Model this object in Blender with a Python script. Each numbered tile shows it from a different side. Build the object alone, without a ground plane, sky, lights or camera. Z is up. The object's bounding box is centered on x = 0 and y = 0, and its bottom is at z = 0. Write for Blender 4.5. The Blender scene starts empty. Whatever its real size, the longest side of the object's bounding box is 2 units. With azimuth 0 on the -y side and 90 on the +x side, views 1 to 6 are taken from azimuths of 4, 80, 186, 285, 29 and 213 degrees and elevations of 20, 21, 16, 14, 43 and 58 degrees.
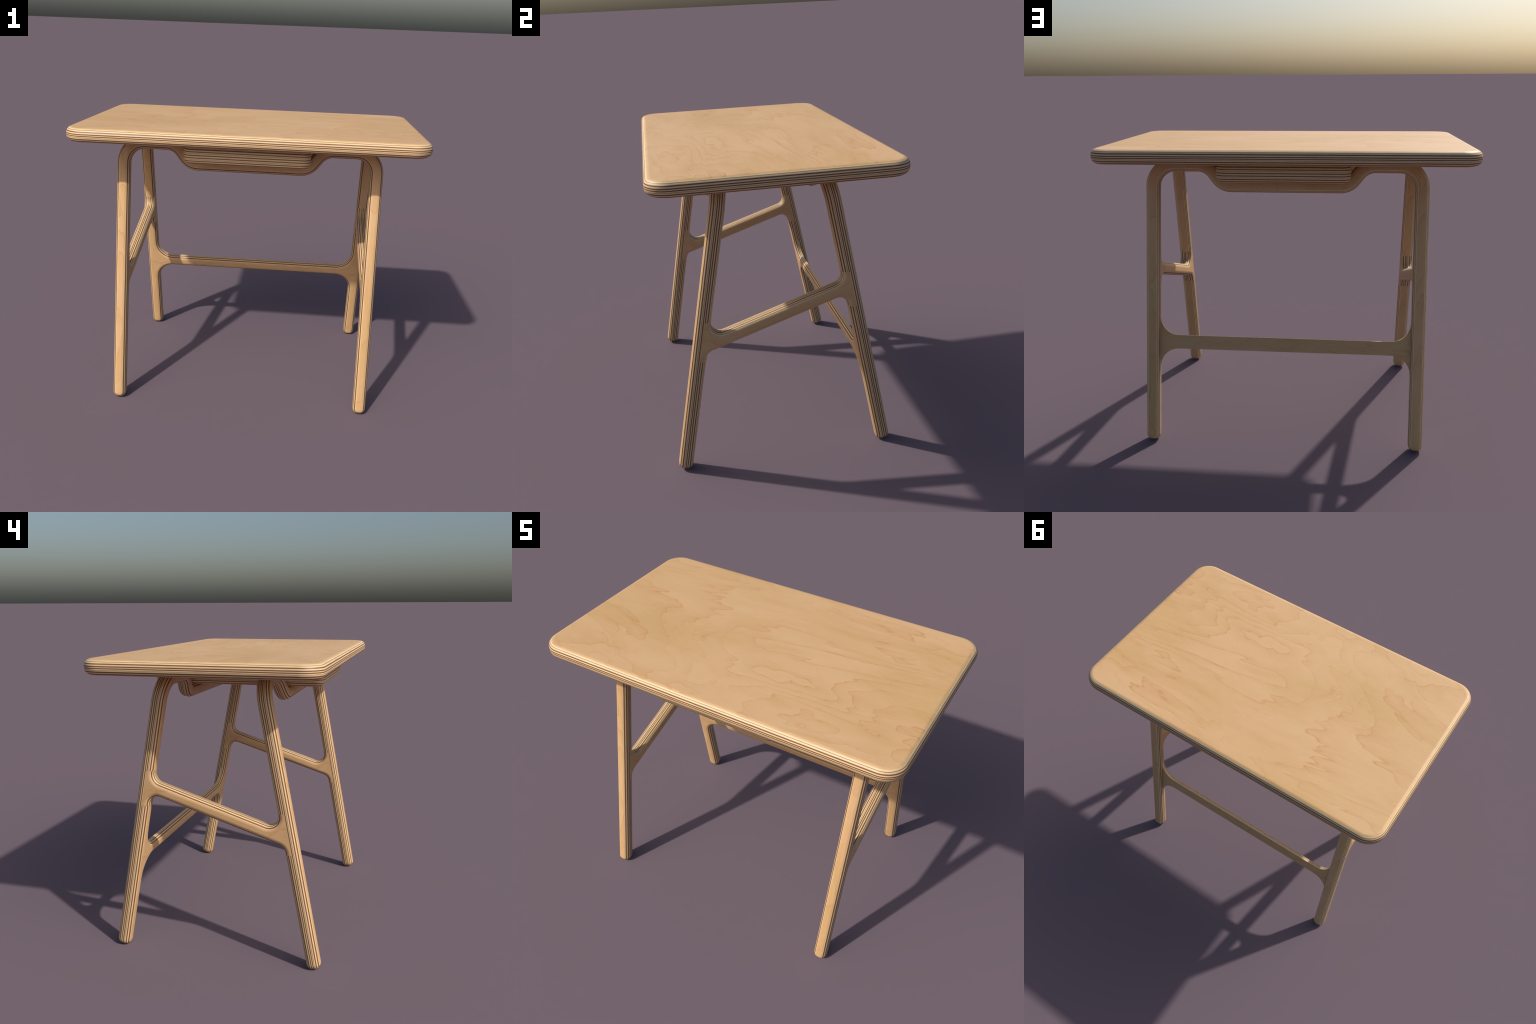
"""A birch-plywood desk: rounded plywood top, two leaning A-frames cut from one
sheet each (two legs joined by a dipped crossbar), slanted side rails, one
stretcher at the back, and a shallow plywood drawer hung in the dips."""
import bpy
from math import sin, cos, tan, atan, atan2, pi, hypot, radians, sqrt
from mathutils import Matrix, Vector
from mathutils.geometry import delaunay_2d_cdt

# ----------------------------------------------------------------- sizes (m)
T = 0.0768                    # plywood sheet thickness (legs, rails)
TOP_T = 0.0783                # thickness of the table top
EDGE = 0.031                  # radius rounded onto every leg and rail edge
TOP_EDGE = 0.035              # upper edge of the table top
TOP_UNDER = 0.034             # lower edge of the table top
TOP_A, TOP_B = 1.000, 0.6086   # half length and half depth of the table top
TOP_R = 0.112                 # its corner radius in plan
TOP_Z = 1.6565                # height of the upper surface
TILT = 0.1917                 # lean of the leg frames (dy per dz)
FOOT_Y = 0.5609               # frame mid plane at the floor
NT = hypot(1.0, TILT)
LEG_X = 0.7395                # leg centre line
XO, XI = LEG_X + T / 2, LEG_X - T / 2
R_OUT = 0.159                 # outer corner of a frame
R_IN = R_OUT - T
PROUD = 0.0005                # how far a glued-on piece stands proud


# ------------------------------------------------------------ 2D outline pen
class Pen:
    """Walks a closed outline, material on the left; stores points with the
    outward normal n and the inset direction o (per unit of edge rounding)."""

    def __init__(self, x, y, heading):
        self.x, self.y, self.h = x, y, heading
        self.pts = []
        self.marks = {}
        self.put()

    def normal(self):
        return (sin(self.h), -cos(self.h))

    def put(self):
        n = self.normal()
        self.pts.append((self.x, self.y, n, (-n[0], -n[1])))

    def mark(self, name):
        self.marks[name] = len(self.pts) - 1

    def fwd(self, d, steps=1):
        for _ in range(steps):
            self.x += cos(self.h) * d / steps
            self.y += sin(self.h) * d / steps
            self.put()

    def arc(self, r, angle, steps=None):
        """angle > 0 turns left (convex), < 0 turns right (a fillet)."""
        steps = steps or max(4, int(abs(angle) / radians(5)))
        s = 1 if angle > 0 else -1
        cx = self.x - s * sin(self.h) * r
        cy = self.y + s * cos(self.h) * r
        for _ in range(steps):
            self.h += angle / steps
            self.x = cx + s * sin(self.h) * r
            self.y = cy - s * cos(self.h) * r
            self.put()


def cut(x, y):
    """A point on a straight saw cut that is buried in another board."""
    return (x, y, None, (0.0, 0.0))


# ---------------------------------------------------------- board from outline
def profile(z0, z1, r0, r1, steps=8):
    """(inset, z, outward part, z part) down the edge of a board."""
    rows = []
    if r0 > 0:
        for i in range(steps + 1):
            a = pi / 2 * i / steps
            rows.append((r0 * (1 - sin(a)), z0 + r0 * (1 - cos(a)), sin(a), -cos(a)))
    else:
        rows.append((0.0, z0, 1.0, 0.0))
    if r1 > 0:
        for i in range(steps + 1):
            a = pi / 2 * i / steps
            rows.append((r1 * (1 - cos(a)), z1 - r1 * (1 - sin(a)), cos(a), sin(a)))
    else:
        rows.append((0.0, z1, 1.0, 0.0))
    return rows


def board_mesh(name, pts, z0, z1, r0, r1, runs=None):
    """Extrude an outline into a board with rounded edges and exact normals.
    runs: index ranges of the outline that belong to this piece (for boards
    that are split into several named parts along straight lines)."""
    rows = profile(z0, z1, r0, r1)
    n = len(pts)
    closed = runs is None
    if closed:
        runs = [list(range(n))]
    verts, faces, normals, column = [], [], [], {}
    for run in runs:
        for i in run:
            x, y, _, o = pts[i]
            column[i] = []
            for inset, z, _, _ in rows:
                column[i].append(len(verts))
                verts.append((x + o[0] * inset, y + o[1] * inset, z))
    for run in runs:
        pairs = list(zip(run, run[1:])) + ([(run[-1], run[0])] if closed else [])
        for a, b in pairs:
            pa, pb = pts[a], pts[b]
            if hypot(pa[0] - pb[0], pa[1] - pb[1]) < 1e-7:
                continue
            buried = pa[2] is None or pb[2] is None
            d = Vector((pb[0] - pa[0], pb[1] - pa[1])).normalized()
            flat = (d.y, -d.x)
            for k in range(len(rows) - 1):
                q = (column[a][k], column[b][k], column[b][k + 1], column[a][k + 1])
                ns = []
                for p, row in ((pa, k), (pb, k), (pb, k + 1), (pa, k + 1)):
                    if buried:
                        ns.append((flat[0], flat[1], 0.0))
                    else:
                        _, _, h, v = rows[row]
                        ns.append((p[2][0] * h, p[2][1] * h, v))
                faces.append(q)
                normals.extend(ns)
    order = [i for run in runs for i in run]
    for row, up in ((-1, 1), (0, -1)):            # the two veneered faces
        ring = [column[i][row] for i in order]
        flat2d = [Vector(verts[j][:2]) for j in ring]
        loop = [(k, (k + 1) % len(ring)) for k in range(len(ring))]
        _, _, tris, orig, _, _ = delaunay_2d_cdt(flat2d, loop, [], 1, 1e-7)
        for t in tris:
            f = [ring[orig[k][0]] for k in t]
            faces.append(f if up > 0 else f[::-1])
            normals.extend([(0, 0, up)] * len(f))
    me = bpy.data.meshes.new(name)
    me.from_pydata(verts, [], faces)
    for p in me.polygons:
        p.use_smooth = True
    me.normals_split_custom_set(normals)
    me.update()
    return me


def place(name, mesh, material, matrix, parent):
    ob = bpy.data.objects.new(name, mesh)
    mesh.materials.append(material)
    bpy.context.scene.collection.objects.link(ob)
    ob.parent = parent
    ob.matrix_world = matrix
    return ob


# ------------------------------------------------------------------ materials
class Nodes:
    def __init__(self, name):
        self.mat = bpy.data.materials.new(name)
        self.mat.use_nodes = True
        self.t = self.mat.node_tree
        self.t.nodes.clear()

    def new(self, kind, **props):
        nd = self.t.nodes.new(kind)
        for k, v in props.items():
            setattr(nd, k, v)
        return nd

    def feed(self, socket, value):
        if hasattr(value, "is_output"):
            self.t.links.new(value, socket)
        else:
            socket.default_value = value

    def math(self, op, a, b=0.0, c=0.0):
        nd = self.new("ShaderNodeMath", operation=op)
        for s, v in zip(nd.inputs, (a, b, c)):
            self.feed(s, v)
        return nd.outputs[0]

    def noise(self, vec, scale, detail=2.0, rough=0.5, distortion=0.0):
        nd = self.new("ShaderNodeTexNoise")
        self.feed(nd.inputs["Vector"], vec)
        nd.inputs["Scale"].default_value = scale
        nd.inputs["Detail"].default_value = detail
        nd.inputs["Roughness"].default_value = rough
        nd.inputs["Distortion"].default_value = distortion
        return nd.outputs["Fac"]

    def stretch(self, vec, scale, loc=(0, 0, 0)):
        nd = self.new("ShaderNodeMapping")
        self.feed(nd.inputs["Vector"], vec)
        nd.inputs["Scale"].default_value = scale
        nd.inputs["Location"].default_value = loc
        return nd.outputs[0]

    def ramp(self, fac, stops, interpolation="LINEAR"):
        nd = self.new("ShaderNodeValToRGB")
        cr = nd.color_ramp
        cr.interpolation = interpolation
        while len(cr.elements) < len(stops):
            cr.elements.new(1.0)
        for el, (pos, col) in zip(cr.elements, stops):
            el.position = pos
            el.color = (col, col, col, 1) if isinstance(col, float) else (*col, 1)
        self.feed(nd.inputs[0], fac)
        return nd.outputs[0]

    def mix(self, fac, a, b, blend="MIX"):
        nd = self.new("ShaderNodeMix", data_type="RGBA", blend_type=blend)
        self.feed(nd.inputs[0], fac)
        for s, v in ((nd.inputs[6], a), (nd.inputs[7], b)):
            self.feed(s, v if hasattr(v, "is_output") else (*v, 1))
        return nd.outputs[2]


VENEER_A = (0.676, 0.424, 0.216)      # tan face veneer
VENEER_B = (0.605, 0.374, 0.163)      # yellower patches of it
GRAIN = (0.520, 0.255, 0.085)         # growth-ring lines
PLY_PALE = (0.745, 0.545, 0.300)      # long-grain plies seen on the edge
PLY_DARK = (0.205, 0.082, 0.033)      # end-grain plies and glue lines
PLY_THIN = (0.250, 0.115, 0.052)      # the thin faded lines

# (centre, width, colour) of the dark plies, as fractions of the thickness
SHEET = [(0.095, 0.066, PLY_DARK), (0.240, 0.074, PLY_DARK), (0.366, 0.024, PLY_THIN),
         (0.465, 0.066, PLY_DARK), (0.587, 0.072, PLY_DARK), (0.742, 0.074, PLY_DARK),
         (0.870, 0.026, PLY_THIN)]
BLOCK = [(0.080, 0.050, PLY_DARK), (0.200, 0.050, PLY_DARK), (0.285, 0.014, PLY_THIN),
         (0.375, 0.050, PLY_DARK), (0.500, 0.050, PLY_DARK), (0.600, 0.014, PLY_THIN),
         (0.682, 0.050, PLY_DARK), (0.800, 0.050, PLY_DARK), (0.905, 0.046, PLY_DARK)]
HALF = [b for b in SHEET if b[0] < 0.45]


def plywood(name, z_low, thickness, bands, skin=(0.040, 0.945), grain_along="X",
            shift=(0.0, 0.0, 0.0)):
    """Plywood: banded plies by depth in the board (local Z), birch veneer skin."""
    m = Nodes(name)
    obj = m.new("ShaderNodeTexCoord").outputs["Object"]
    sep = m.new("ShaderNodeSeparateXYZ")
    m.feed(sep.inputs[0], obj)
    X, Y, Z = sep.outputs
    depth = m.math("DIVIDE", m.math("SUBTRACT", Z, z_low), thickness)
    wob = m.math("MULTIPLY", m.math("SUBTRACT", m.noise(obj, 9.0, 2.0), 0.5), 0.010)
    depth_w = m.math("ADD", depth, wob)

    # plies
    stops = [(0.0, PLY_PALE)]
    for c, w, col in bands:
        stops += [(c - w / 2, col), (c + w / 2, PLY_PALE)]
    ply = m.ramp(depth_w, stops, "CONSTANT")
    fibre = m.noise(m.stretch(obj, (14, 14, 160)), 1.0, 3.0, 0.6)
    ply = m.mix(1.0, ply, m.ramp(fibre, [(0.25, 0.86), (0.75, 1.08)]), "MULTIPLY")

    # face veneer: u runs along the grain, v across it
    grain = m.new("ShaderNodeCombineXYZ")
    u, v = (X, Y) if grain_along == "X" else (Y, X)
    m.feed(grain.inputs[0], u)
    m.feed(grain.inputs[1], v)
    m.feed(grain.inputs[2], m.math("MULTIPLY", Z, 0.3))
    g = grain.outputs[0]
    g = m.stretch(g, (1, 1, 1), shift)
    def figure(scale, rings, loc, detail):
        """Contour lines of a noise field: sharp on one side, fading on the other."""
        field = m.noise(m.stretch(g, scale, loc), 1.0, detail, 0.50, 0.9)
        saw = m.math("FRACT", m.math("MULTIPLY", field, rings))
        return m.ramp(saw, [(0.0, 0.0), (0.035, 1.0), (0.09, 0.42), (0.40, 0.16), (0.95, 0.0)])

    main = figure((0.52, 1.5, 1.0), 15.0, (0.0, 0.0, 0.0), 4.6)
    fine = figure((1.3, 3.4, 1.0), 8.0, (4.4, 2.6, 0.0), 4.0)
    where = m.ramp(m.noise(m.stretch(g, (1.8, 4.5, 1.0), (3.1, 7.7, 0.0)), 1.0, 2.0),
                   [(0.34, 0.35), (0.56, 1.0)])
    there = m.ramp(m.noise(m.stretch(g, (2.3, 5.5, 1.0), (6.1, 0.7, 0.0)), 1.0, 2.0),
                   [(0.46, 0.0), (0.66, 0.75)])
    fleck = m.ramp(m.noise(m.stretch(g, (14.0, 50.0, 4.0)), 1.0, 2.0), [(0.30, 0.65), (0.62, 1.0)])
    line = m.math("MAXIMUM", m.math("MULTIPLY", main, where), m.math("MULTIPLY", fine, there))
    line = m.math("MULTIPLY", line, fleck)
    blotch = m.ramp(m.noise(m.stretch(g, (1.2, 3.2, 1.0), (9.0, 2.0, 0.0)), 1.0, 4.0, 0.55),
                    [(0.38, 0.0), (0.62, 1.0)])
    veneer = m.mix(blotch, VENEER_A, VENEER_B)
    veneer = m.mix(m.math("MULTIPLY", line, 0.80), veneer, GRAIN)
    pores = m.noise(m.stretch(g, (22, 300, 60)), 1.0, 2.0, 0.6)
    veneer = m.mix(1.0, veneer, m.ramp(pores, [(0.30, 0.955), (0.70, 1.03)]), "MULTIPLY")

    lo = m.math("LESS_THAN", depth_w, skin[0])
    hi = m.math("GREATER_THAN", depth_w, skin[1])
    colour = m.mix(m.math("MAXIMUM", lo, hi), ply, veneer)

    bsdf = m.new("ShaderNodeBsdfPrincipled")
    m.feed(bsdf.inputs["Base Color"], colour)
    bsdf.inputs["Roughness"].default_value = 0.52
    bsdf.inputs["Specular IOR Level"].default_value = 0.5
    out = m.new("ShaderNodeOutputMaterial")
    m.t.links.new(bsdf.outputs[0], out.inputs[0])
    return m.mat


# ---------------------------------------------------------------------- parts
def rounded_rect(a, b, r):
    p = Pen(a, -b + r, pi / 2)
    for i, d in enumerate((2 * (b - r), 2 * (a - r), 2 * (b - r), 2 * (a - r))):
        p.fwd(d)
        p.arc(r, pi / 2, 18)
    return p.pts[:-1]


def frame_outline():
    """Two legs and the dipped crossbar, in the plane of the sheet (X, s)."""
    al = atan(TILT)
    s_top = (TOP_Z - TOP_T) * NT
    s_c = s_top - R_OUT
    s_bot = (EDGE + (T / 2 - EDGE) * sin(al)) / cos(al) - EDGE
    rf = 0.0325
    cx = XO - R_OUT
    knee = 0.490                       # where the crossbar starts to dip
    ra, rb = 0.080, 0.130
    drop = 0.1115
    q = radians(52)
    run = (drop - (ra + rb) * (1 - cos(q))) / sin(q)
    floor = knee - (ra + rb) * sin(q) - run * cos(q)
    p = Pen(XO, s_bot + rf, pi / 2)
    p.fwd(s_c - s_bot - rf); p.mark("right_outer")
    p.arc(R_OUT, pi / 2, 20)
    p.fwd(cx - knee)
    p.arc(ra + T, q); p.fwd(run); p.arc(rb - T, -q)
    p.fwd(2 * floor)
    p.arc(rb - T, -q); p.fwd(run); p.arc(ra + T, q)
    p.fwd(cx - knee)
    p.arc(R_OUT, pi / 2, 20); p.mark("left_outer")
    p.fwd(s_c - s_bot - rf)
    p.arc(rf, pi / 2, 10); p.fwd(T - 2 * rf); p.arc(rf, pi / 2, 10)
    p.fwd(s_c - s_bot - rf); p.mark("left_inner")
    p.arc(R_IN, -pi / 2, 20)
    p.fwd(cx - knee)
    p.arc(ra, -q); p.fwd(run); p.arc(rb, q)
    p.fwd(2 * floor)
    p.arc(rb, q); p.fwd(run); p.arc(ra, -q)
    p.fwd(cx - knee)
    p.arc(R_IN, -pi / 2, 20); p.mark("right_inner")
    p.fwd(s_c - s_bot - rf)
    p.arc(rf, pi / 2, 10); p.fwd(T - 2 * rf); p.arc(rf, pi / 2, 10)
    p.pts.pop()
    return p.pts, p.marks


def corner_fillet(P, d_in, d_out, r, steps=12):
    """Right-turn fillet (concave) at corner P between unit directions."""
    turn = atan2(d_in[0] * d_out[1] - d_in[1] * d_out[0], d_in[0] * d_out[0] + d_in[1] * d_out[1])
    t = r * tan(abs(turn) / 2)
    pen = Pen(P[0] - d_in[0] * t, P[1] - d_in[1] * t, atan2(d_in[1], d_in[0]))
    pen.arc(r, turn, steps)
    return pen.pts


def tongue_end(x, y, d, into):
    """Last rounded point before a saw cut: it insets along the cut."""
    n = (d[1], -d[0])
    k = -(into[0] * n[0] + into[1] * n[1])
    return (x, y, n, (into[0] / k, into[1] / k))


def side_rail_outline():
    """Slanted rail in (y, z); its half-lap tongues end at the legs' mid planes."""
    slope, z_top = 0.320, 0.8945
    z_bot = z_top - T * hypot(1, slope)
    y_in = FOOT_Y - T / 2 * NT - PROUD
    r = 0.049
    ext = 0.012

    def leg_line(sy, z, mid=False):
        return sy * ((FOOT_Y if mid else y_in) - TILT * z)

    def meet(z0, sy):
        y = sy * (y_in - TILT * z0) / (1 + sy * TILT * slope)
        return (y, z0 + slope * y)

    A, B = meet(z_bot, -1), meet(z_bot, 1)
    C, D = meet(z_top, 1), meet(z_top, -1)
    along = (1 / hypot(1, slope), slope / hypot(1, slope))
    back = (-along[0], -along[1])
    up_b = (-TILT / NT, 1 / NT)           # up the back leg
    up_f = (TILT / NT, 1 / NT)            # up the front leg
    neg = lambda d: (-d[0], -d[1])
    pts = []

    def tongue(start, d, end_z, sy):
        """run along the leg past the fillet, cut in, follow mid plane, cut out"""
        z1 = start[1] + d[1] * ext
        pts.append(tongue_end(leg_line(sy, z1), z1, d, (sy, 0)))
        pts.append(cut(leg_line(sy, z1, True), z1))
        pts.append(cut(leg_line(sy, end_z, True), end_z))

    fB = corner_fillet(B, along, neg(up_b), r)
    fC = corner_fillet(C, neg(up_b), back, r)
    fD = corner_fillet(D, back, up_f, r)
    fA = corner_fillet(A, up_f, along, r)
    zc = fC[0][1] + ext / NT
    za = fA[0][1] - ext / NT
    pts += fB
    tongue(fB[-1], neg(up_b), zc, 1)
    pts.append(tongue_end(leg_line(1, zc), zc, neg(up_b), (1, 0)))
    pts += fC
    pts += fD
    tongue(fD[-1], up_f, za, -1)
    pts.append(tongue_end(leg_line(-1, za), za, up_f, (-1, 0)))
    pts += fA
    return pts


def stretcher_outline():
    """Back stretcher in the back frame's plane, flared into both legs."""
    s_mid = 0.5590 * NT
    lo, hi = s_mid - T / 2, s_mid + T / 2
    xi, xe = XI - PROUD, XI + 0.038
    r, ext = 0.107, 0.004
    up, dn, rt, lf = (0, 1), (0, -1), (1, 0), (-1, 0)
    pts = []
    f = corner_fillet((xi, lo), rt, dn, r, 20)
    pts += f
    pts.append(tongue_end(xi, lo - r - ext, dn, rt))
    pts += [cut(xe, lo - r - ext), cut(xe, hi + r + ext)]
    pts.append(tongue_end(xi, hi + r + ext, dn, rt))
    pts += corner_fillet((xi, hi), dn, lf, r, 20)
    pts += corner_fillet((-xi, hi), lf, up, r, 20)
    pts.append(tongue_end(-xi, hi + r + ext, up, lf))
    pts += [cut(-xe, hi + r + ext), cut(-xe, lo - r - ext)]
    pts.append(tongue_end(-xi, lo - r - ext, up, lf))
    pts += corner_fillet((-xi, lo), up, rt, r, 20)
    return pts


def frame_matrix(sy):
    """Sheet plane of the front (sy=-1) or back (sy=+1) frame; local Z is +y."""
    X = Vector((-1, 0, 0))
    Y = Vector((0, -sy * TILT, 1)).normalized()
    Z = X.cross(Y)
    M = Matrix((X, Y, Z)).transposed().to_4x4()
    M.translation = (0, sy * FOOT_Y, 0)
    return M


# ---------------------------------------------------------------------- build
desk = bpy.data.objects.new("desk", None)
bpy.context.scene.collection.objects.link(desk)
desk["label"] = "birch plywood desk with rounded striped edges and splayed legs"
desk["category"] = "desk"

mat_top = plywood("tabletop_plywood", -TOP_T / 2, TOP_T, SHEET, grain_along="X", shift=(2.35, 3.8, 0.5))
mat_frame = plywood("frame_plywood", -T / 2, T, SHEET, grain_along="Y", shift=(2.3, 4.1, 1.0))
mat_rail = plywood("rail_plywood", -T / 2, T, SHEET, grain_along="X", shift=(5.7, 1.9, 3.0))
mat_bar = plywood("stretcher_plywood", -T / 2, T, HALF, skin=(0.042, 0.482), grain_along="X",
                  shift=(8.2, 6.3, 5.0))
BLOCK_T = 0.1075
mat_block = plywood("drawer_plywood", -BLOCK_T / 2, BLOCK_T, BLOCK, skin=(0.035, 0.945),
                    grain_along="X", shift=(1.2, 9.4, 7.0))

place("tabletop", board_mesh("tabletop", rounded_rect(TOP_A, TOP_B, TOP_R),
                             -TOP_T / 2, TOP_T / 2, TOP_UNDER, TOP_EDGE),
      mat_top, Matrix.Translation((0, 0, TOP_Z - TOP_T / 2)), desk)

place("drawer", board_mesh("drawer", rounded_rect(0.355, 0.497, 0.050), -BLOCK_T / 2, BLOCK_T / 2,
                           0.038, 0.038),
      mat_block, Matrix.Translation((0, -0.018, TOP_Z - TOP_T - BLOCK_T / 2)), desk)

outline, mk = frame_outline()
N = len(outline)
span = lambda a, b: [i % N for i in range(a, b + 1 if b >= a else b + N + 1)]
leg_runs = [[span(mk["right_inner"], mk["right_outer"])], [span(mk["left_outer"], mk["left_inner"])]]
bar_runs = [span(mk["right_outer"], mk["left_outer"]), span(mk["left_inner"], mk["right_inner"])]
for sy in (-1, 1):
    M = frame_matrix(sy)
    for runs in leg_runs:
        place("leg", board_mesh("leg", outline, -T / 2, T / 2, EDGE, EDGE, runs), mat_frame, M, desk)
    place("crossbar", board_mesh("crossbar", outline, -T / 2, T / 2, EDGE, EDGE, bar_runs),
          mat_frame, M, desk)

place("stretcher", board_mesh("stretcher", stretcher_outline(), -T / 2 - PROUD, 0.0, EDGE, 0.0),
      mat_bar, frame_matrix(1), desk)

rail = side_rail_outline()
for sx in (-1, 1):
    M = Matrix(((0, 0, 1, sx * LEG_X), (1, 0, 0, 0), (0, 1, 0, 0), (0, 0, 0, 1)))
    place("side_rail", board_mesh("side_rail", rail, -T / 2 - PROUD, T / 2 + PROUD, EDGE, EDGE),
          mat_rail, M, desk)
